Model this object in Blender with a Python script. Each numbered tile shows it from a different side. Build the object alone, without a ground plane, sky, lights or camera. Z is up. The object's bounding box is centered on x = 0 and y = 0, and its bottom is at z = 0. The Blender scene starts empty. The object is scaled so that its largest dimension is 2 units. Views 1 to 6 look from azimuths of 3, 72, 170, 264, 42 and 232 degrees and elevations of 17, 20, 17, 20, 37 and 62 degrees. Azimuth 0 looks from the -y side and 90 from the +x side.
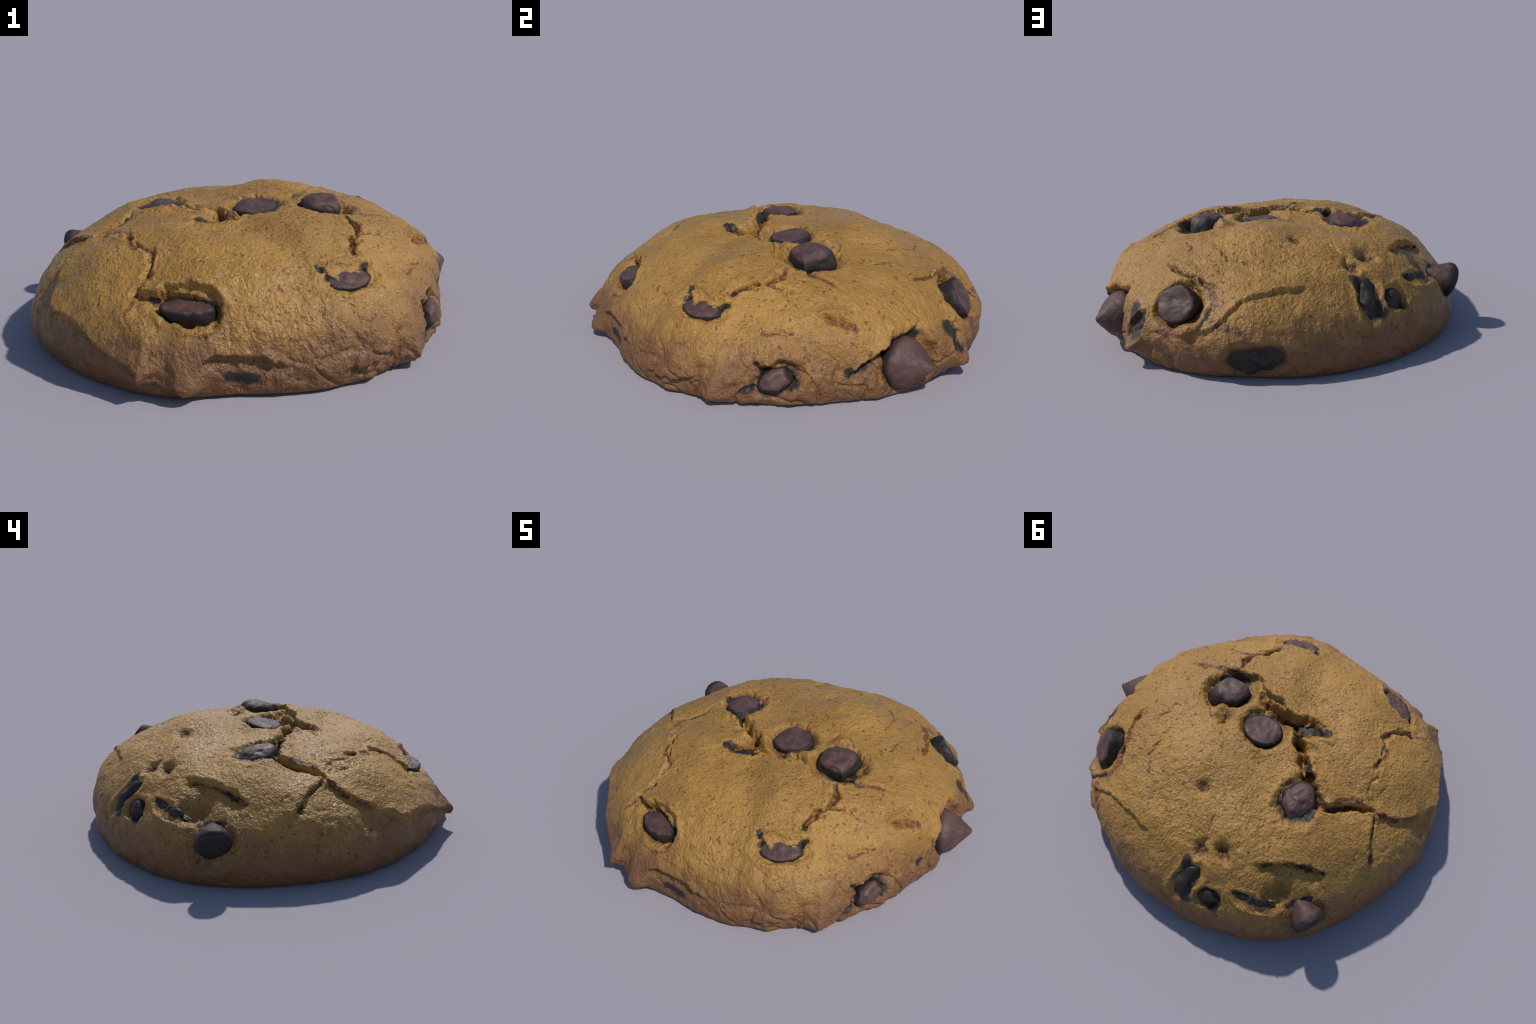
"""A thick, lumpy chocolate chip cookie: one dough body with cracks, crust lips
and sockets, and the chocolate chips set into it."""
import bpy
import math
import numpy as np
from mathutils import Vector, Matrix

# ----------------------------------------------------------------------------
# 1. dough body: star-shaped about (0, 0, CENTRE_Z), radius by azimuth, elevation
# ----------------------------------------------------------------------------
CENTRE_Z = 0.2
ELEVATIONS = np.radians([-48, -36, -24, -12, 0, 12, 26, 42, 62, 90])
BODY_SECTIONS = [  # one row per azimuth (18 degree steps from +x), radius at each elevation
    [0.686, 0.686, 0.746, 0.888, 0.877, 0.828, 0.659, 0.505, 0.392, 0.325],
    [0.711, 0.711, 0.772, 0.925, 0.926, 0.825, 0.649, 0.502, 0.388, 0.325],
    [0.738, 0.738, 0.797, 0.934, 0.961, 0.856, 0.677, 0.503, 0.392, 0.325],
    [0.767, 0.766, 0.821, 0.968, 1.009, 0.862, 0.687, 0.535, 0.405, 0.326],
    [0.787, 0.784, 0.837, 0.954, 1.013, 0.891, 0.689, 0.551, 0.412, 0.326],
    [0.793, 0.789, 0.841, 0.971, 0.973, 0.864, 0.666, 0.539, 0.409, 0.326],
    [0.794, 0.791, 0.844, 0.975, 0.948, 0.826, 0.665, 0.517, 0.400, 0.327],
    [0.790, 0.789, 0.843, 0.977, 0.965, 0.845, 0.686, 0.498, 0.381, 0.327],
    [0.780, 0.783, 0.839, 0.982, 0.986, 0.856, 0.668, 0.471, 0.385, 0.327],
    [0.765, 0.774, 0.836, 0.972, 0.969, 0.815, 0.684, 0.488, 0.386, 0.327],
    [0.747, 0.763, 0.831, 0.954, 0.944, 0.838, 0.657, 0.501, 0.386, 0.327],
    [0.726, 0.747, 0.822, 0.963, 0.976, 0.839, 0.646, 0.500, 0.387, 0.327],
    [0.706, 0.728, 0.809, 0.964, 0.976, 0.855, 0.680, 0.501, 0.388, 0.327],
    [0.688, 0.708, 0.790, 0.962, 0.972, 0.828, 0.664, 0.502, 0.387, 0.327],
    [0.671, 0.687, 0.764, 0.969, 0.950, 0.792, 0.668, 0.473, 0.380, 0.327],
    [0.653, 0.666, 0.745, 0.918, 0.884, 0.782, 0.646, 0.466, 0.380, 0.327],
    [0.645, 0.653, 0.731, 0.925, 0.867, 0.768, 0.625, 0.481, 0.386, 0.327],
    [0.645, 0.648, 0.716, 0.919, 0.904, 0.771, 0.642, 0.507, 0.394, 0.326],
    [0.652, 0.651, 0.711, 0.891, 0.883, 0.762, 0.628, 0.518, 0.399, 0.326],
    [0.666, 0.664, 0.722, 0.884, 0.855, 0.777, 0.635, 0.510, 0.399, 0.326],
]

COLUMNS = 1180
SPACING = 0.0055        # distance between mesh rows along the profile


def catmull(p0, p1, p2, p3, t):
    return p1 + .5 * t * (p2 - p0 + t * (2 * p0 - 5 * p1 + 4 * p2 - p3 + t * (3 * (p1 - p2) + p3 - p0)))


def body_radius(theta, elevation):
    grid = np.array(BODY_SECTIONS)
    n_az, n_el = grid.shape
    a = (theta / (2 * np.pi) * n_az) % n_az
    i = np.floor(a).astype(int)
    t = a - i
    e = np.interp(elevation, ELEVATIONS, np.arange(n_el))
    j = np.clip(np.floor(e).astype(int), 0, n_el - 2)
    s = e - j
    cols = []
    for k in (-1, 0, 1, 2):
        jj = np.clip(j + k, 0, n_el - 1)
        cols.append(catmull(grid[(i - 1) % n_az, jj], grid[i % n_az, jj], grid[(i + 1) % n_az, jj], grid[(i + 2) % n_az, jj], t))
    return catmull(*cols, s)


def body_point(theta, elevation):
    r = body_radius(theta, np.maximum(elevation, ELEVATIONS[0]))
    sn = np.sin(elevation)
    floor = np.where(sn < -1e-4, CENTRE_Z / np.maximum(-sn, 1e-4), 1e9)
    # rounded foot where the side meets the flat underside
    k = 0.05
    h = np.clip(.5 + .5 * (floor - r) / k, 0, 1)
    r = floor * (1 - h) + r * h - k * h * (1 - h)
    c = np.cos(elevation)
    return np.stack([r * c * np.cos(theta), r * c * np.sin(theta), CENTRE_Z + r * sn], -1)


# ---- gradient noise in numpy -------------------------------------------------
_rng = np.random.default_rng(7)
_PERM = np.concatenate([_rng.permutation(256)] * 3)
_GRAD = _rng.normal(size=(256, 3))
_GRAD /= np.linalg.norm(_GRAD, axis=1)[:, None]


def noise(p, scale, seed=0):
    q = p * scale + seed * 17.31
    i = np.floor(q).astype(int)
    f = q - i
    u = f * f * f * (f * (f * 6 - 15) + 10)
    i &= 255
    total = 0
    for dx in (0, 1):
        for dy in (0, 1):
            for dz in (0, 1):
                g = _GRAD[_PERM[_PERM[_PERM[i[:, 0] + dx] + i[:, 1] + dy] + i[:, 2] + dz]]
                d = f - (dx, dy, dz)
                w = (u[:, 0] if dx else 1 - u[:, 0]) * (u[:, 1] if dy else 1 - u[:, 1]) * (u[:, 2] if dz else 1 - u[:, 2])
                total = total + w * (g * d).sum(1)
    return total * 1.6


def smoothstep(a, b, x):
    t = np.clip((x - a) / (b - a), 0, 1)
    return t * t * (3 - 2 * t)


def polyline_distance(points, normals, line):
    """nearest distance to a polyline, signed offset to its left as seen from outside, and 0..1 along it"""
    line = np.array(line, float)
    seg = np.linalg.norm(np.diff(line, axis=0), axis=1)
    start = np.concatenate([[0], np.cumsum(seg)])
    best = np.full(len(points), 1e9)
    side = np.zeros(len(points))
    along = np.zeros(len(points))
    for a, b, l, s0 in zip(line[:-1], line[1:], seg, start):
        t_dir = (b - a) / l
        d = points - a
        t = np.clip(d @ t_dir, 0, l)
        off = d - t[:, None] * t_dir
        dist = np.linalg.norm(off, axis=1)
        left = (np.cross(normals, t_dir) * d).sum(1)
        near = dist < best
        best[near] = dist[near]
        side[near] = np.sign(left[near])
        along[near] = (s0 + t[near]) / start[-1]
    return best, side, along


def near_box(points, line, margin):
    line = np.array(line, float)
    return np.where(((points > line.min(0) - margin) & (points < line.max(0) + margin)).all(1))[0]

# ----------------------------------------------------------------------------
# 2. relief of the dough
# ----------------------------------------------------------------------------
# crust lips: line with the raised side on its left seen from outside;
# (line, rise, reach of the rise, drop, reach of the drop)
LIPS = [
    # ledge in front of the top chips, running along the big crack and out to the back left
    ([(.56, -.06, .50), (.50, -.07, .52), (.42, -.14, .54), (.36, -.17, .55), (.30, -.17, .56), (.23, -.14, .56), (.11, -.19, .55),
      (.04, -.17, .54), (-.01, -.20, .54), (-.03, -.25, .54), (-.10, -.26, .54)], .006, .12, .034, .075),
    ([(-.08, -.17, .54), (-.14, -.11, .53), (-.24, -.08, .53), (-.36, -.04, .53), (-.46, .01, .52), (-.53, -.02, .52), (-.58, -.10, .50), (-.62, -.17, .48), (-.67, -.22, .45)],
     .010, .10, .020, .045),
    # fold running down from the back to under the flat chip
    ([(.62, .79, .20), (.55, .84, .22), (.45, .90, .26), (.38, .90, .32), (.32, .88, .36), (.26, .86, .38), (.14, .84, .40), (.02, .82, .40), (-.07, .81, .40)],
     .013, .05, .010, .11),
    # arc over the pointed chip
    ([(-.53, .50, .46), (-.57, .45, .465), (-.63, .365, .46), (-.69, .29, .45), (-.75, .22, .41), (-.79, .19, .38)], .014, .06, .038, .08),
    # wrinkles meeting on the shaded flank
    ([(-.86, -.03, .34), (-.84, -.045, .36), (-.80, -.075, .395), (-.73, -.135, .43), (-.68, -.20, .445)], .010, .05, .018, .04),
    ([(-.68, -.21, .445), (-.73, -.28, .405), (-.765, -.38, .355), (-.77, -.45, .325)], .014, .06, .022, .07),
    # crust edge hanging over the foot
    ([(-.79, -.44, .31), (-.76, -.59, .25), (-.61, -.78, .22), (-.53, -.87, .16), (-.39, -.94, .14), (-.37, -.94, .09), (-.24, -.97, .07), (-.18, -.96, .04)],
     .026, .07, .016, .08),
    ([(-.13, -.97, .11), (-.12, -.96, .15), (-.07, -.94, .18), (-.01, -.94, .17), (.07, -.93, .16), (.16, -.91, .14), (.22, -.89, .11)],
     .016, .06, .018, .12),
    ([(.40, -.81, .07), (.48, -.76, .08), (.60, -.69, .10), (.67, -.63, .12)], .008, .06, .018, .04),
    # hollow under a small lip on the sunny flank
    ([(.76, -.11, .40), (.78, -.05, .405), (.80, .0, .40), (.83, .03, .38), (.85, .07, .345)], .016, .05, .036, .035),
    # bulge over the big pointed chip
    ([(.89, .0, .15), (.89, .09, .21), (.88, .19, .26), (.84, .30, .30), (.79, .41, .33)], .020, .07, .040, .06),
    # torn folds over the small sunken chip on the sunny side
    ([(.75, -.42, .235), (.79, -.363, .200), (.822, -.292, .178), (.862, -.215, .130)], .014, .05, .022, .05),
    ([(.79, -.32, .225), (.815, -.27, .215), (.835, -.22, .205)], .010, .03, .016, .03),
    # brow over the sunken chip
    ([(-.40, -.70, .355), (-.33, -.71, .36), (-.24, -.72, .365), (-.15, -.735, .362), (-.08, -.77, .345), (-.05, -.80, .33)], .030, .09, .030, .045),
]
# cracks: (line, depth, half width)
CRACKS = [
    ([(-.36, .02, .53), (-.33, -.01, .53), (-.24, -.05, .53), (-.18, -.08, .53), (-.12, -.10, .53), (-.08, -.15, .54)], .062, .028),
    ([(.20, -.11, .56), (.14, -.115, .55), (.05, -.14, .54), (-.02, -.19, .54), (-.10, -.225, .54), (-.15, -.24, .54)], .064, .030),
    ([(-.08, -.23, .54), (-.09, -.17, .54), (-.13, -.09, .53)], .055, .024),
    ([(-.36, .18, .53), (-.36, .25, .53)], .015, .012),
    ([(-.47, -.34, .50), (-.46, -.41, .49), (-.43, -.48, .48), (-.36, -.51, .48), (-.34, -.57, .46), (-.34, -.60, .44), (-.38, -.67, .38), (-.40, -.72, .35)], .022, .015),
    ([(-.57, -.23, .48), (-.54, -.30, .49), (-.49, -.38, .49)], .008, .010),
    ([(.46, -.15, .52), (.50, -.20, .49), (.49, -.28, .47), (.47, -.33, .47), (.46, -.39, .45), (.47, -.42, .44)], .036, .022),
    ([(.49, -.27, .47), (.57, -.21, .46), (.65, -.19, .43)], .012, .014),
    ([(-.47, .04, .52), (-.53, .0, .52), (-.58, -.09, .50), (-.61, -.15, .48), (-.67, -.21, .45)], .040, .018),
    ([(-.85, -.03, .35), (-.80, -.075, .395), (-.73, -.135, .43), (-.68, -.20, .445)], .014, .012),
    ([(-.42, .20, .53), (-.45, .27, .53), (-.44, .33, .53), (-.41, .38, .52)], .010, .010),
    ([(.58, .44, .45), (.56, .50, .44), (.52, .58, .435), (.48, .64, .43), (.43, .72, .42)], .028, .016),
    ([(.48, .27, .51), (.45, .34, .50), (.46, .39, .49)], .010, .009),
    ([(.37, .37, .52), (.33, .47, .50), (.29, .56, .48), (.22, .61, .475)], .010, .008),
    ([(.71, -.36, .32), (.73, -.31, .33), (.78, -.23, .33)], .010, .010),
    ([(.50, -.18, .49), (.51, -.24, .47)], .012, .015),
    ([(.78, -.39, .22), (.80, -.37, .18), (.82, -.35, .16)], .015, .014),
    ([(-.06, -.82, .31), (-.08, -.88, .27), (-.13, -.91, .24)], .012, .012),
    ([(-.29, .64, .45), (-.25, .55, .50), (-.20, .48, .52)], .007, .007),
    ([(.23, .17, .565), (.26, .10, .57)], .012, .010),
    ([(.10, .63, .48), (.0, .66, .47), (-.08, .71, .45)], .006, .007),
    ([(.32, -.56, .425), (.34, -.59, .405), (.37, -.595, .39), (.41, -.595, .37), (.46, -.565, .36), (.49, -.51, .375), (.51, -.45, .395)], .030, .016),
    ([(.53, -.06, .51), (.60, .02, .49), (.66, .06, .46)], .010, .012),
]
# pits and hollows: (centre, radius, depth)
PITS = [
    ((-.10, -.19, .53), .065, .034), ((-.20, -.08, .53), .045, .022), ((.03, -.12, .54), .06, .026), ((-.57, -.08, .50), .05, .020), ((.44, .04, .53), .05, .024),
    ((-.71, .455, .355), .065, .034), ((-.10, -.85, .28), .06, .016),
    ((-.38, .56, .46), .042, .045), ((-.29, .64, .44), .042, .032), ((-.06, .45, .535), .045, .026), ((.42, -.11, .54), .05, .015), ((.35, .02, .545), .15, .026), ((-.51, .765, .29), .055, .045), ((.25, .97, .11), .12, .030), ((.82, .30, .14), .13, .025),
    ((-.68, .44, .385), .08, .014), ((.44, -.555, .375), .05, .010),
    ((-.73, .43, .36), .10, .022), ((-.80, .38, .26), .12, .028), ((-.88, .385, .19), .09, .022), ((-.79, -.40, .27), .09, .018), ((.06, -.95, .10), .11, .020), ((.45, .80, .33), .10, .03),
    ((.63, .755, .215), .055, .024), ((.50, .875, .19), .08, .016), ((.55, -.62, .17), .06, .008), ((-.60, .62, .37), .04, .008), ((.74, .03, .44), .03, .008),
    ((.20, -.40, .53), .03, .004), ((-.61, -.27, .46), .05, .012), ((.06, .88, .34), .04, .010), ((-.56, .45, .45), .04, .008),
]
# knobs and spikes of dough: (base point, direction, height, radius)
KNOBS = [
    ((-.18, -.93, .09), (-.05, -1, -.60), .078, .060),
    ((-.37, -.91, .12), (-.1, -1, -.35), .060, .055),
    ((.75, .58, .13), (.8, .65, -.35), .068, .055),
    ((.70, -.55, .08), (.6, -.7, -.50), .060, .062), ((.74, -.51, .14), (.8, -.6, 0), .020, .035),
    ((.285, .10, .54), (.15, -.15, 1), .066, .050), ((.24, .0, .54), (.2, 0, 1), .024, .040),
    ((-.10, -.90, .25), (0, -1, .4), .012, .030),
    ((.55, .84, .26), (.4, .8, .2), .015, .060),
    ((.85, -.38, .10), (1, -.3, -.2), .020, .050),
]
# near-black strokes on the dough, by the chips, in deep cracks and under the brow: (from, to, radius)
STAINS = [
    ((-.17, -.25, .53), (-.05, -.20, .53), .040), ((-.05, -.20, .53), (.04, -.16, .54), .030), ((-.09, -.17, .53), (-.13, -.09, .53), .022),
    ((-.25, -.055, .52), (-.35, .01, .52), .042), ((-.47, .10, .51), (-.33, .16, .51), .050), ((-.50, .02, .51), (-.58, -.10, .48), .016),
    ((.46, -.04, .52), (.38, -.11, .53), .050), ((.29, -.06, .54), (.26, -.02, .54), .030), ((.40, .08, .54), (.44, .03, .53), .030),
    ((-.29, .75, .40), (-.36, .82, .31), .040), ((-.36, .82, .31), (-.40, .85, .26), .050), ((-.48, .79, .31), (-.53, .80, .27), .055),
    ((-.57, .63, .36), (-.65, .59, .345), .026), ((-.65, .58, .345), (-.74, .51, .325), .024), ((-.69, .29, .43), (-.78, .21, .38), .016),
    ((.82, .36, .29), (.86, .22, .25), .050), ((.86, .22, .24), (.90, .05, .18), .034), ((.90, .05, .18), (.90, .0, .16), .03), ((.88, .36, .14), (.86, .22, .12), .04),
    ((.74, .53, .27), (.76, .60, .17), .045), ((.62, .70, .27), (.60, .62, .37), .028), ((.42, .79, .33), (.48, .84, .26), .016),
    ((-.02, -.96, .08), (.08, -.94, .08), .028), ((.33, .96, .10), (.15, .98, .12), .075), ((.80, -.37, .16), (.84, -.25, .12), .050), ((.78, -.40, .21), (.80, -.37, .17), .020),
    ((.80, -.43, .10), (.78, -.47, .09), .025), ((.325, -.57, .42), (.36, -.60, .39), .026), ((.36, -.60, .39), (.42, -.60, .365), .034), ((.42, -.60, .365), (.48, -.535, .365), .042), ((.48, -.535, .365), (.51, -.45, .395), .026),
    ((.46, -.40, .44), (.47, -.42, .43), .018), ((-.33, -.73, .35), (-.08, -.79, .33), .022), ((-.78, .31, .31), (-.78, .44, .31), .022),
    ((-.45, .46, .47), (-.46, .46, .47), .010),
]
# baked crumb showing in the cracks: (from, to, radius)
CRUMBS = [
    ((-.12, -.11, .53), (-.24, -.05, .52), .032), ((-.10, -.10, .53), (-.06, -.13, .53), .030), ((.16, -.10, .54), (.04, -.13, .53), .036),
    ((-.46, .0, .52), (-.55, -.10, .51), .030), ((-.55, -.10, .51), (-.60, -.24, .47), .022),
    ((-.36, .18, .53), (-.36, .25, .53), .014), ((-.47, -.36, .50), (-.44, -.47, .48), .018), ((-.44, -.47, .48), (-.36, -.51, .48), .016),
    ((-.36, -.51, .48), (-.34, -.58, .45), .018), ((-.34, -.60, .44), (-.39, -.70, .36), .014),
    ((.46, -.15, .52), (.50, -.21, .49), .026), ((.50, -.21, .49), (.48, -.31, .47), .028), ((.48, -.31, .47), (.46, -.40, .44), .020),
    ((.50, -.26, .47), (.56, -.22, .46), .018), ((-.53, .0, .51), (-.61, -.15, .48), .026), ((-.67, -.21, .44), (-.74, -.29, .39), .022),
    ((-.74, -.29, .39), (-.77, -.42, .33), .018), ((-.69, -.19, .44), (-.79, -.08, .40), .020), ((-.79, -.08, .40), (-.85, -.04, .35), .024),
    ((.57, .46, .45), (.50, .61, .43), .020), ((.49, .64, .42), (.41, .74, .41), .032), ((.41, .76, .39), (.42, .82, .35), .028),
    ((.48, .28, .51), (.45, .38, .49), .010), ((.36, .39, .52), (.30, .54, .485), .009), ((.28, .56, .48), (.22, .61, .475), .009),
    ((.71, -.36, .32), (.78, -.23, .33), .013), ((.78, -.06, .39), (.84, .04, .35), .028), ((.50, -.06, .51), (.62, .02, .48), .020),
    ((.50, -.18, .49), (.51, -.24, .47), .018), ((-.38, .56, .45), (-.37, .56, .45), .050), ((-.29, .64, .43), (-.28, .64, .43), .046),
    ((-.06, .45, .53), (-.03, .45, .53), .034), ((-.57, .46, .46), (-.70, .28, .43), .020), ((.66, .73, .21), (.62, .77, .21), .030),
    ((-.05, -.80, .34), (-.07, -.87, .28), .012), ((-.09, -.90, .25), (-.13, -.91, .24), .016), ((-.42, .20, .53), (-.45, .29, .53), .009),
    ((.42, .86, .28), (.30, .92, .25), .030), ((-.39, -.70, .36), (-.41, -.76, .30), .014), ((.40, -.12, .53), (.47, -.10, .52), .03),
    ((.36, .17, .555), (.30, .20, .56), .012), ((.65, -.22, .42), (.63, -.20, .43), .012),
]

# ----------------------------------------------------------------------------
# 3. chocolate: (kind, centre of base, axis, radius, height, stretch, spin, socket depth)
#    kinds: drop (pointed chip), disc (chip cut flat), pebble (rounded, half sunk)
# ----------------------------------------------------------------------------
CHIPS = [
    ("disc", (.050, .010, .488), (-.02, -.14, 1), .108, .052, .92, 35, .026),
    ("chunk", (.350, .010, .500), (.15, -.20, 1), .118, .078, .90, 20, .026),
    ("pebble", (-.395, .095, .478), (-.12, .10, 1), .122, .072, .80, 70, .020),
    ("disc", (-.185, -.768, .272), (-.02, -.18, .98), .112, .058, .54, -4, .040),
    ("disc", (.446, -.556, .342), (.25, -.32, .91), .110, .036, .50, 0, .014),
    ("drop", (.818, .290, .150), (.86, .48, .10), .126, .172, 1.0, 0, .040),
    ("stub", (-.899, .385, .232), (.92, -.05, .36), .094, .152, 1.0, 0, .0),
    ("disc", (.535, .655, .288), (.50, .68, .50), .104, .094, .95, 0, .040),
    ("disc", (.715, .575, .190), (.80, .55, .30), .062, .034, .55, 60, .026),
    ("chunk", (.800, -.305, .125), (.84, -.30, .44), .105, .052, .60, 25, .024),
]
MELTED = [
    ("pebble", (-.345, .778, .300), (-.30, .70, .60), .105, .026, .50, 65, .012),
    ("pebble", (-.480, .720, .275), (-.45, .70, .45), .060, .020, .80, 30, .012),
    ("pebble", (-.625, .585, .325), (-.60, .60, .45), .075, .016, .42, -20, .006),
    ("pebble", (-.695, .528, .308), (-.70, .55, .40), .060, .016, .40, -20, .006),
    ("pebble", (-.090, -.215, .478), (0, 0, 1), .080, .018, .55, 20, .010),
    ("pebble", (.230, .918, .105), (.15, 1, .05), .120, .018, .60, 0, .004),
]


def frame(axis, spin):
    z = Vector(axis).normalized()
    x = Vector((0, 0, 1)).cross(z)
    x = x.normalized() if x.length > 1e-3 else Vector((1, 0, 0))
    y = z.cross(x)
    return Matrix((x, y, z)).transposed() @ Matrix.Rotation(math.radians(spin), 3, "Z")


def on_body(points):
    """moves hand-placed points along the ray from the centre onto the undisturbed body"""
    q = np.atleast_2d(np.array(points, float)) - (0, 0, CENTRE_Z)
    theta = np.arctan2(q[:, 1], q[:, 0]) % (2 * np.pi)
    return body_point(theta, np.arcsin(q[:, 2] / np.linalg.norm(q, axis=1)))


def on_dough(point, base, shaped):
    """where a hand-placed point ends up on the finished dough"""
    near = np.argmin(((base - on_body(point)) ** 2).sum(1))
    return shaped[near]


def build_dough():
    el = np.linspace(np.pi / 2, -np.pi / 2, 4000)
    mean = body_point(np.zeros_like(el), el)
    arc = np.concatenate([[0], np.cumsum(np.linalg.norm(np.diff(mean, axis=0), axis=1))])
    under = arc[np.argmax(mean[:, 2] < 0.004)]
    rows = np.concatenate([np.arange(SPACING, under, SPACING), np.linspace(under, arc[-1] - .02, 26)])
    rows_el = np.interp(rows, arc, el)
    th = np.linspace(0, 2 * np.pi, COLUMNS, endpoint=False)
    T, E = np.meshgrid(th, rows_el)
    P = body_point(T.ravel(), E.ravel())
    top, bottom = body_point(np.zeros(1), np.array([np.pi / 2])), np.array([[0, 0, 0.0]])
    n_rows = len(rows_el)
    G = P.reshape(n_rows, COLUMNS, 3)
    dv = np.gradient(G, axis=0)
    du = np.roll(G, -1, 1) - np.roll(G, 1, 1)
    N = np.cross(dv, du).reshape(-1, 3)
    N /= np.linalg.norm(N, axis=1)[:, None] + 1e-12
    P = np.vstack([P, top, bottom])
    N = np.vstack([N, [[0, 0, 1]], [[0, 0, -1]]])

    up = smoothstep(.0, .03, P[:, 2])
    shift = np.zeros(len(P))
    extra = np.zeros_like(P)
    warp = np.stack([noise(P, 22, 1), noise(P, 22, 2), noise(P, 22, 3)], 1) * .012 + np.stack([noise(P, 60, 4), noise(P, 60, 5), noise(P, 60, 6)], 1) * .004
    warp += np.stack([noise(P, 9, 7), noise(P, 9, 8), noise(P, 9, 9)], 1) * .016
    Q = P + warp

    # broad lumps, small lumps
    low = smoothstep(.36, .10, P[:, 2])
    shift += .006 * noise(P, 5, 11) + (.005 + .010 * low) * noise(P, 9, 12) + .006 * low * noise(P, 17, 17)
    rough = .55 + .45 * smoothstep(-.2, .4, noise(P, 3.5, 20))
    shift += rough * (.0045 * noise(P, 22, 13) + .0016 * (1 - 2 * np.abs(noise(P, 38, 14))) + .0016 * noise(P, 70, 15))
    # torn, creased flank towards +x and the front
    torn = low * smoothstep(.15, .75, (P[:, 0] * .92 - P[:, 1] * .22) / (np.hypot(P[:, 0], P[:, 1]) + 1e-6))
    shift -= torn * .013 * (1 - smoothstep(0, .16, np.abs(noise(P * (1, 1, 1.5), 6.5, 18)))) - torn * .005
    shift += torn * .006 * noise(P, 30, 19)
    pores = noise(P, 48, 16)
    shift -= .005 * smoothstep(.52, .85, pores)

    for line, rise, reach_up, drop, reach_down in LIPS:
        line = on_body(line)
        m = near_box(P, line, .3)
        d, side, along = polyline_distance(Q[m], N[m], line)
        s = d * side
        ends = smoothstep(0, .12, along) * smoothstep(1, .88, along)
        blend = smoothstep(-.012, .010, s)
        hi = rise * np.exp(-np.maximum(s, 0) / reach_up * 1.6)
        lo = -drop * np.exp(-np.maximum(-s, 0) / reach_down)
        tip = smoothstep(.25, .0, d)
        shift[m] += (hi * blend + lo * (1 - blend)) * ends * tip
    for line, depth, width in CRACKS:
        line = on_body(line)
        m = near_box(P, line, .1)
        d, _, along = polyline_distance(Q[m], N[m], line)
        ends = smoothstep(-.02, .15, along) * smoothstep(1.02, .85, along)
        w = width * np.clip(.85 + .9 * noise(P[m], 14, 31), .25, 2)
        shift[m] += -depth * np.exp(-(d / w) ** 3) * (.4 + .6 * ends) + depth * .12 * np.exp(-((d - 1.9 * w) / w) ** 2)
    for centre, radius, depth in PITS:
        d = np.linalg.norm(Q - on_body(centre), axis=1)
        shift -= depth * np.exp(-(d / radius) ** 2.5)
    for centre, direction, height, radius in KNOBS:
        d = np.linalg.norm(Q - on_body(centre), axis=1)
        v = np.array(direction, float)
        extra += (height * np.exp(-(d / radius) ** 2))[:, None] * v / np.linalg.norm(v)
    for kind, centre, axis, radius, height, stretch, spin, socket in CHIPS + MELTED:
        a = np.array(frame(axis, spin))
        m = near_box(P, [centre, centre], .35)
        local = (Q[m] - centre) @ a
        rho = np.hypot(local[:, 0], local[:, 1] / stretch) / radius
        close = np.exp(-(local[:, 2] / (radius * 1.6)) ** 4)
        if socket > 0:
            shift[m] += close * (-socket * smoothstep(1.35, 1.0, rho) + .006 * np.exp(-((rho - 1.5) / .2) ** 2))
    P2 = P + (shift * up)[:, None] * N + extra * smoothstep(-.01, .04, P[:, 2])[:, None]
    P2[:, 2] = np.maximum(P2[:, 2], np.minimum(P[:, 2], .004) * .5)
    P2[:, 2] += .003 * (1 - up) * smoothstep(-.2, .5, noise(P, 9, 40)) * (P[:, 2] < .01)

    idx = np.arange(n_rows * COLUMNS).reshape(n_rows, COLUMNS)
    nxt = np.roll(idx, -1, 1)
    quads = np.stack([idx[:-1], idx[1:], nxt[1:], nxt[:-1]], -1).reshape(-1, 4)
    pole, foot = n_rows * COLUMNS, n_rows * COLUMNS + 1
    cap = np.stack([np.full(COLUMNS, pole), idx[0], nxt[0]], -1)
    sole = np.stack([idx[-1], np.full(COLUMNS, foot), nxt[-1]], -1)
    me = bpy.data.meshes.new("dough")
    loops = np.concatenate([quads.ravel(), cap.ravel(), sole.ravel()])
    sizes = np.concatenate([np.full(len(quads), 4), np.full(len(cap) + len(sole), 3)])
    me.vertices.add(len(P2))
    me.vertices.foreach_set("co", P2.astype(np.float32).ravel())
    me.loops.add(len(loops))
    me.loops.foreach_set("vertex_index", loops.astype(np.int32))
    me.polygons.add(len(sizes))
    me.polygons.foreach_set("loop_start", np.concatenate([[0], np.cumsum(sizes)[:-1]]).astype(np.int32))
    me.polygons.foreach_set("use_smooth", np.ones(len(sizes), bool))
    me.update(calc_edges=True)
    me.validate()
    return me, P, P2


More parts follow.
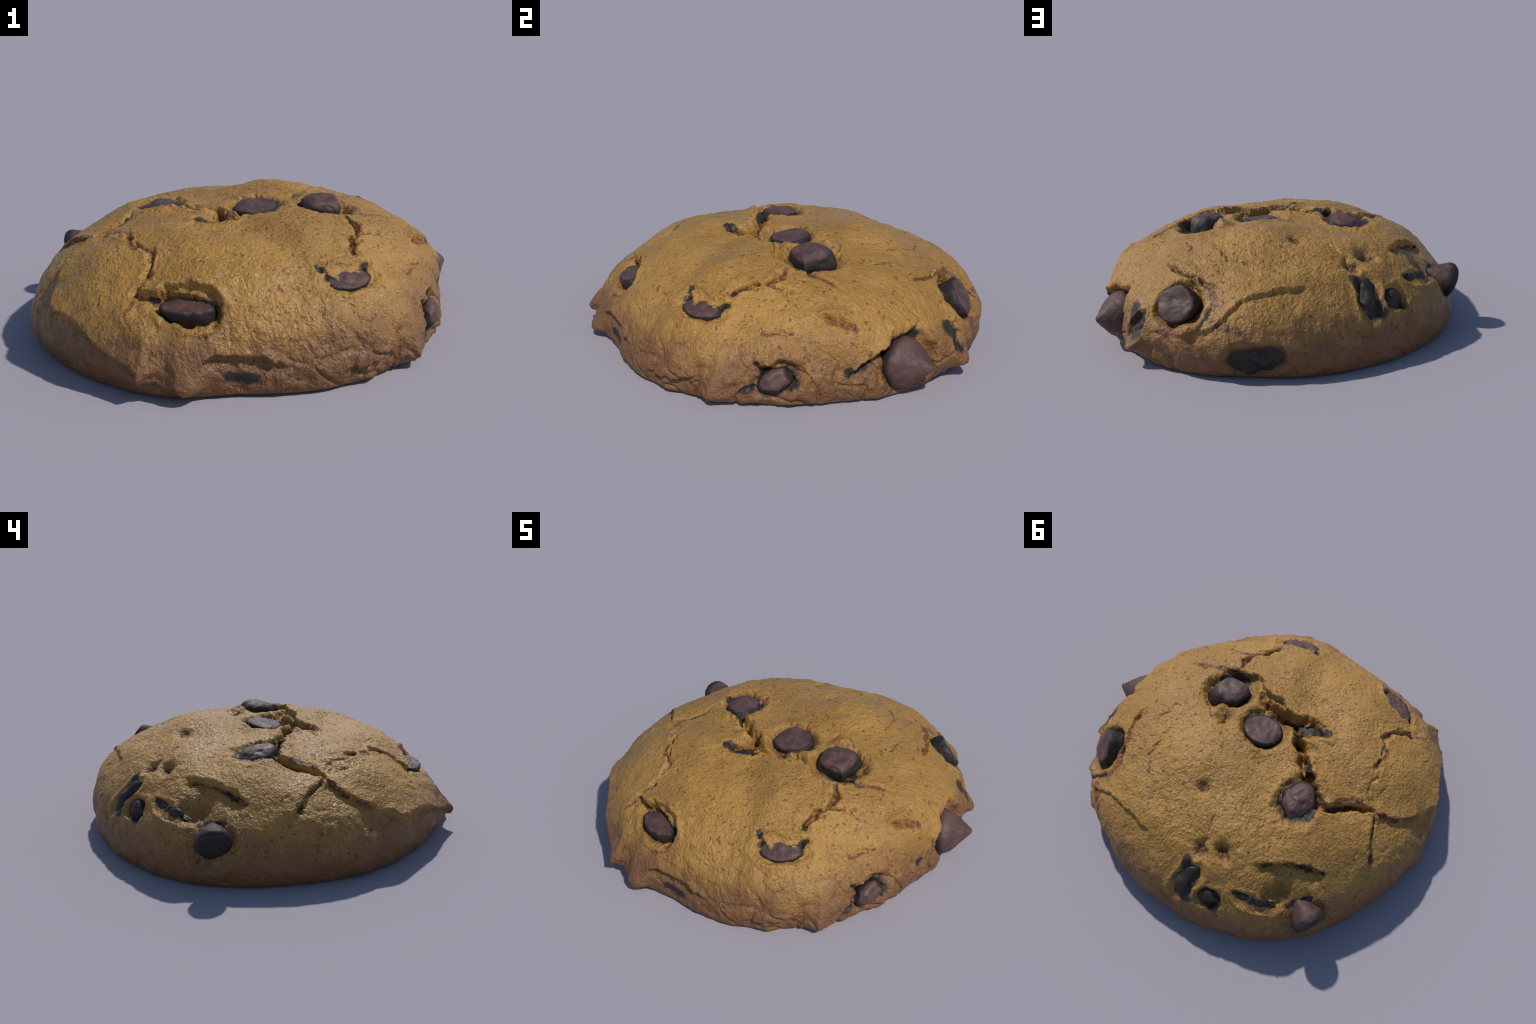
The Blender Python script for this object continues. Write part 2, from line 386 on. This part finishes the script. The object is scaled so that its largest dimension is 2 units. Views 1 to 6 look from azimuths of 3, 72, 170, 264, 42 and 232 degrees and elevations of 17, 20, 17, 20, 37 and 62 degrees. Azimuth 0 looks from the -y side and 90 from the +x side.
PROFILES = {   # (radius, height) from the centre of the base to the top, both as fractions
    "drop": [(0, -.35), (.60, -.33), (.92, -.20), (1.0, .02), (.97, .16), (.84, .36), (.62, .56), (.40, .73), (.22, .88), (.13, .96), (.06, .99), (0, 1.0)],
    "stub": [(0, -.10), (.70, -.10), (.92, -.05), (1.0, .06), (.96, .20), (.82, .40), (.60, .60), (.38, .78), (.20, .92), (.10, .98), (0, 1.0)],
    "disc": [(0, -.9), (.7, -.85), (.95, -.5), (1.0, .0), (1.0, .60), (.99, .86), (.96, .96), (.90, 1.0), (.5, 1.0), (.25, .99), (0, 1.0)],
    "pebble": [(0, -.8), (.6, -.65), (.93, -.25), (1.0, .05), (.96, .35), (.82, .66), (.60, .86), (.34, .96), (0, 1.0)],
    "chunk": [(0, -.9), (.7, -.85), (.98, -.4), (1.0, .05), (.93, .45), (.78, .78), (.60, .96), (.40, 1.04), (.2, 1.0), (0, .98)],
}


def chip_mesh(kind, radius, height, stretch, seed, ragged=1.0):
    prof = np.array(PROFILES[kind], float)
    seg = np.concatenate([[0], np.cumsum(np.linalg.norm(np.diff(prof, axis=0), axis=1))])
    t = np.linspace(0, seg[-1], 46)
    # rounded profile through the control points
    pr = np.stack([np.interp(t, seg, prof[:, k]) for k in (0, 1)], 1)
    for _ in range(2):
        pr[1:-1] = (pr[:-2] + 2 * pr[1:-1] + pr[2:]) / 4
    n = 72
    ang = np.linspace(0, 2 * np.pi, n, endpoint=False)
    rr = pr[1:-1, 0][:, None]
    hh = pr[1:-1, 1][:, None] * height
    x = rr * np.cos(ang) * radius
    y = rr * np.sin(ang) * radius * stretch
    z = hh + 0 * ang
    V = np.stack([x, y, np.broadcast_to(z, x.shape)], -1).reshape(-1, 3)
    V = np.vstack([V, [[0, 0, pr[0, 1] * height], [0, 0, pr[-1, 1] * height]]])
    out = V / (np.linalg.norm(V, axis=1)[:, None] + 1e-9)
    amp = {"drop": .5, "stub": .4, "disc": .8, "pebble": 1.3, "chunk": 1.0}[kind] * ragged
    lump = amp * (.012 * noise(V, 9, seed) + .006 * noise(V, 22, seed + 1)) + .0022 * noise(V, 60, seed + 2)
    if kind == "disc":      # broken face: shallow chips and scratches
        face = smoothstep(.7, 1.0, V[:, 2] / height)
        V[:, 2] += face * (.004 * noise(V * (1, 1, 0), 24, seed + 5) + .006 * noise(V * (1, 1, 0), 10, seed + 6))
    if kind == "chunk":     # broken along a few flat faces
        for k in range(7):
            v = _GRAD[(seed * 7 + k * 31) % 256] * (1, 1, .8) + (0, 0, .35)
            v = v / np.linalg.norm(v)
            reach = (V @ v).max() * (.74 + .03 * (k % 3))
            over = np.maximum(V @ v - reach, 0)
            V -= (over * .92)[:, None] * v
    if kind == "drop":      # tip slightly bent
        V[:, 0] += .010 * np.clip(V[:, 2] / height, 0, 1) ** 3
    V = V + out * lump[:, None]
    idx = np.arange((len(pr) - 2) * n).reshape(-1, n)
    nxt = np.roll(idx, -1, 1)
    faces = np.stack([idx[:-1], nxt[:-1], nxt[1:], idx[1:]], -1).reshape(-1, 4).tolist()
    lo, hi = len(V) - 2, len(V) - 1
    faces += [(lo, int(nxt[0, k]), int(idx[0, k])) for k in range(n)] + [(hi, int(idx[-1, k]), int(nxt[-1, k])) for k in range(n)]
    me = bpy.data.meshes.new("chocolate")
    me.from_pydata(V.tolist(), [], faces)
    me.polygons.foreach_set("use_smooth", [True] * len(me.polygons))
    me.update()
    return me


# ----------------------------------------------------------------------------
# 4. materials
# ----------------------------------------------------------------------------
class Nodes:
    def __init__(self, name):
        self.mat = bpy.data.materials.new(name)
        self.mat.use_nodes = True
        self.tree = self.mat.node_tree
        self.bsdf = self.tree.nodes["Principled BSDF"]

    def new(self, kind, **props):
        node = self.tree.nodes.new(kind)
        for k, v in props.items():
            setattr(node, k, v)
        return node

    def link(self, a, b):
        self.tree.links.new(a, b)

    def put(self, value, socket):
        if hasattr(value, "default_value"):
            self.link(value, socket)
        else:
            socket.default_value = value

    def math(self, op, a, b=0.0, c=0.0, clamp=False):
        n = self.new("ShaderNodeMath", operation=op, use_clamp=clamp)
        for v, s in zip((a, b, c), n.inputs):
            self.put(v, s)
        return n.outputs[0]

    def vmath(self, op, a, b=(0, 0, 0), scale=None, out="Vector", addend=None):
        n = self.new("ShaderNodeVectorMath", operation=op)
        self.put(a, n.inputs[0])
        self.put(b, n.inputs[1])
        if addend is not None:
            self.put(addend, n.inputs[2])
        if scale is not None:
            self.put(scale, n.inputs["Scale"])
        return n.outputs[out]

    def noise(self, vec, scale, detail=2.0, rough=.5, out="Fac"):
        n = self.new("ShaderNodeTexNoise")
        self.link(vec, n.inputs["Vector"])
        n.inputs["Scale"].default_value = scale
        n.inputs["Detail"].default_value = detail
        n.inputs["Roughness"].default_value = rough
        return n.outputs[out]

    def range(self, v, a, b, lo=0.0, hi=1.0):
        n = self.new("ShaderNodeMapRange", interpolation_type="SMOOTHSTEP")
        self.put(v, n.inputs[0])
        for k, x in zip((1, 2, 3, 4), (a, b, lo, hi)):
            n.inputs[k].default_value = x
        return n.outputs[0]

    def mix(self, fac, a, b):
        n = self.new("ShaderNodeMix", data_type="RGBA")
        self.put(fac, n.inputs[0])
        for v, s in ((a, n.inputs[6]), (b, n.inputs[7])):
            self.put(v if hasattr(v, "default_value") else (*v, 1.0), s)
        return n.outputs[2]

    def capsules(self, vec, items):
        """largest of 1 - distance / radius over a list of rounded strokes"""
        best = None
        for a, b, r in items:
            a, b = np.array(a, float), np.array(b, float)
            ab = b - a if np.linalg.norm(b - a) > 1e-3 else np.array((0, 0, 1e-3))
            pa = self.vmath("SUBTRACT", vec, tuple(a))
            t = self.math("MULTIPLY", self.vmath("DOT_PRODUCT", pa, tuple(ab / (ab @ ab)), out="Value"), 1.0, clamp=True)
            foot = self.vmath("SCALE", tuple(ab), scale=t)
            d = self.vmath("DISTANCE", pa, foot, out="Value")
            v = self.math("MULTIPLY_ADD", d, -1.0 / r, 1.0)
            best = v if best is None else self.math("MAXIMUM", best, v)
            # one stroke after the other, so that the shader never holds them all at once
            vec = self.vmath("MULTIPLY_ADD", best, (1e-9, 1e-9, 1e-9), addend=vec)
        return best, vec


def chip_halos():
    """dark melted film that each sunken chip leaves on the dough round it"""
    halos = []
    for kind, centre, axis, radius, height, stretch, spin, socket in CHIPS:
        if kind in ("drop", "stub") or socket < .016:
            continue
        f = np.array(frame(axis, spin))
        c = np.array(centre) + f[:, 2] * height * .55
        half = f[:, 0] * radius * (1 - stretch)
        halos.append((c - half, c + half, radius * stretch * 1.30))
    return halos


def dough_material(strokes):
    n = Nodes("baked_dough")
    pos = n.new("ShaderNodeTexCoord").outputs["Object"]
    wob = n.vmath("SUBTRACT", n.noise(pos, 32, 4, .65, "Color"), (.5, .5, .5))
    warped = n.vmath("ADD", pos, n.vmath("SCALE", wob, scale=.050))

    tone = n.range(n.noise(pos, 3.0, 3, .55), .35, .68)
    base = n.mix(tone, GOLD_DARK, GOLD)
    patch = n.range(n.noise(pos, 9.0, 4, .6), .50, .72)
    base = n.mix(n.math("MULTIPLY", patch, .45), base, GOLD_PALE)
    # browner, drier band near the foot, with a ragged upper border
    z = n.new("ShaderNodeSeparateXYZ")
    n.link(pos, z.inputs[0])
    ragged = n.math("ADD", z.outputs[2], n.math("MULTIPLY", n.math("SUBTRACT", n.noise(pos, 7, 5, .68), .5), .42))
    foot = n.range(ragged, .37, .10)
    base = n.mix(n.math("MULTIPLY", foot, .92), base, BROWN)
    # toasted freckles and pores
    freck = n.range(n.noise(pos, 34, 3, .6), .57, .70)
    base = n.mix(n.math("MULTIPLY", freck, .38), base, FRECKLE)
    dots = n.new("ShaderNodeTexVoronoi")
    n.link(n.vmath("ADD", pos, n.vmath("SCALE", wob, scale=.05)), dots.inputs["Vector"])
    dots.inputs["Scale"].default_value = 38
    size = n.range(n.noise(pos, 23, 3, .6), .40, .66, .0, .33)
    pore = n.range(n.math("SUBTRACT", dots.outputs["Distance"], size), .06, -.06)
    base = n.mix(n.math("MULTIPLY", pore, .58), base, PORE)
    crumb, warped = n.capsules(warped, strokes(CRUMBS))
    crumb_mask = n.range(crumb, .02, .55)
    crumb_col = n.mix(n.range(n.noise(pos, 45, 4, .7), .40, .62), CRUMB_DARK, CRUMB)
    base = n.mix(n.math("MULTIPLY", crumb_mask, .85), base, crumb_col)
    stain, warped = n.capsules(warped, strokes(STAINS) + chip_halos())
    stain_mask = n.range(stain, .02, .45)
    base = n.mix(n.math("MULTIPLY", stain_mask, .96), base, STAIN)
    n.link(base, n.bsdf.inputs["Base Color"])
    rough = n.math("ADD", n.range(n.noise(pos, 6, 3, .6), .35, .65, .42, .58), n.math("MULTIPLY", stain_mask, .10))
    n.link(rough, n.bsdf.inputs["Roughness"])
    n.bsdf.inputs["Specular IOR Level"].default_value = .45
    # fine wrinkled skin
    skin = n.noise(n.vmath("ADD", pos, n.vmath("SCALE", n.vmath("SUBTRACT", n.noise(pos, 40, 2, .5, "Color"), (.5, .5, .5)), scale=.035)), 58, 2, .5)
    pits = n.math("MULTIPLY", pore, -.35)
    height = n.math("ADD", n.math("ADD", skin, pits), n.math("MULTIPLY", n.noise(pos, 130, 1, .5), .16))
    bump = n.new("ShaderNodeBump")
    n.link(n.math("MULTIPLY_ADD", stain_mask, -.5, .8), bump.inputs["Strength"])
    bump.inputs["Distance"].default_value = .013
    n.link(height, bump.inputs["Height"])
    n.link(bump.outputs[0], n.bsdf.inputs["Normal"])
    return n.mat


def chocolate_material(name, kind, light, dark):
    """face of the chip reddish brown, its melted rim and lower part almost black"""
    n = Nodes(name)
    tc = n.new("ShaderNodeTexCoord")
    pos, gen = tc.outputs["Object"], tc.outputs["Generated"]
    tone = n.range(n.noise(pos, 14, 4, .6), .36, .62)
    col = n.mix(tone, dark, light)
    dust = n.range(n.noise(pos, 42, 4, .65), .62, .70)
    col = n.mix(n.math("MULTIPLY", dust, .40), col, CRUMB_DUST)
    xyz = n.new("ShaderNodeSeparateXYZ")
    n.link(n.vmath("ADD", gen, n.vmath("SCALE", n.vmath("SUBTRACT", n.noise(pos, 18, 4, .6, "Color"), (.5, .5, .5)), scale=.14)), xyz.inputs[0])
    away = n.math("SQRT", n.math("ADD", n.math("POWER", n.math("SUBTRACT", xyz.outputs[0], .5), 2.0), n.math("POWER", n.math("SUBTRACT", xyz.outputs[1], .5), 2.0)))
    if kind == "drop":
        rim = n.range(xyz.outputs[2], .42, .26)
    else:
        rim = n.math("MAXIMUM", n.range(away, .40, .46), n.range(xyz.outputs[2], .84, .74))
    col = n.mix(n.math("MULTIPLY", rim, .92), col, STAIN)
    n.link(col, n.bsdf.inputs["Base Color"])
    n.link(n.range(n.noise(pos, 20, 3, .6), .35, .65, .50, .68), n.bsdf.inputs["Roughness"])
    n.bsdf.inputs["Specular IOR Level"].default_value = .40
    bump = n.new("ShaderNodeBump")
    bump.inputs["Strength"].default_value = .45
    bump.inputs["Distance"].default_value = .007
    n.link(n.noise(pos, 50, 5, .6), bump.inputs["Height"])
    n.link(bump.outputs[0], n.bsdf.inputs["Normal"])
    return n.mat


GOLD = (.425, .221, .046)
GOLD_DARK = (.335, .169, .034)
GOLD_PALE = (.455, .258, .078)
BROWN = (.172, .075, .030)
FRECKLE = (.240, .105, .030)
PORE = (.105, .045, .022)
CRUMB = (.270, .105, .032)
CRUMB_DARK = (.070, .028, .014)
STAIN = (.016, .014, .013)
CRUMB_DUST = (.20, .13, .07)

# ----------------------------------------------------------------------------
# 5. assemble
# ----------------------------------------------------------------------------
scene = bpy.context.scene
cookie = bpy.data.objects.new("chocolate_chip_cookie", None)
cookie["label"] = "thick golden brown cookie with embedded dark chocolate chips"
cookie["category"] = "cookie"
scene.collection.objects.link(cookie)

dough_mesh, base_points, dough_points = build_dough()
dough_mesh.materials.append(dough_material(lambda items: [
    (on_dough(a, base_points, dough_points), on_dough(b, base_points, dough_points), r) for a, b, r in items]))
dough = bpy.data.objects.new("dough", dough_mesh)
dough.parent = cookie
scene.collection.objects.link(dough)

RED_BROWN, DEEP_BROWN = (.122, .061, .053), (.076, .040, .036)
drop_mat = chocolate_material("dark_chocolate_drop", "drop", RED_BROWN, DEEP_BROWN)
cut_mat = chocolate_material("dark_chocolate_cut", "cut", RED_BROWN, DEEP_BROWN)
melt_mat = chocolate_material("melted_chocolate", "cut", (.045, .030, .027), (.020, .017, .016))
for name, items in (("chocolate_chip", CHIPS), ("melted_chocolate", MELTED)):
    for seed, (kind, centre, axis, radius, height, stretch, spin, socket) in enumerate(items):
        me = chip_mesh(kind, radius, height, stretch, 50 + seed * 9, 2.2 if items is MELTED else 1.0)
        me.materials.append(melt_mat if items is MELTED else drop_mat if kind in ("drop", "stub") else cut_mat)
        ob = bpy.data.objects.new(name, me)
        ob.matrix_world = Matrix.Translation(centre) @ frame(axis, spin).to_4x4()
        ob.parent = cookie
        scene.collection.objects.link(ob)
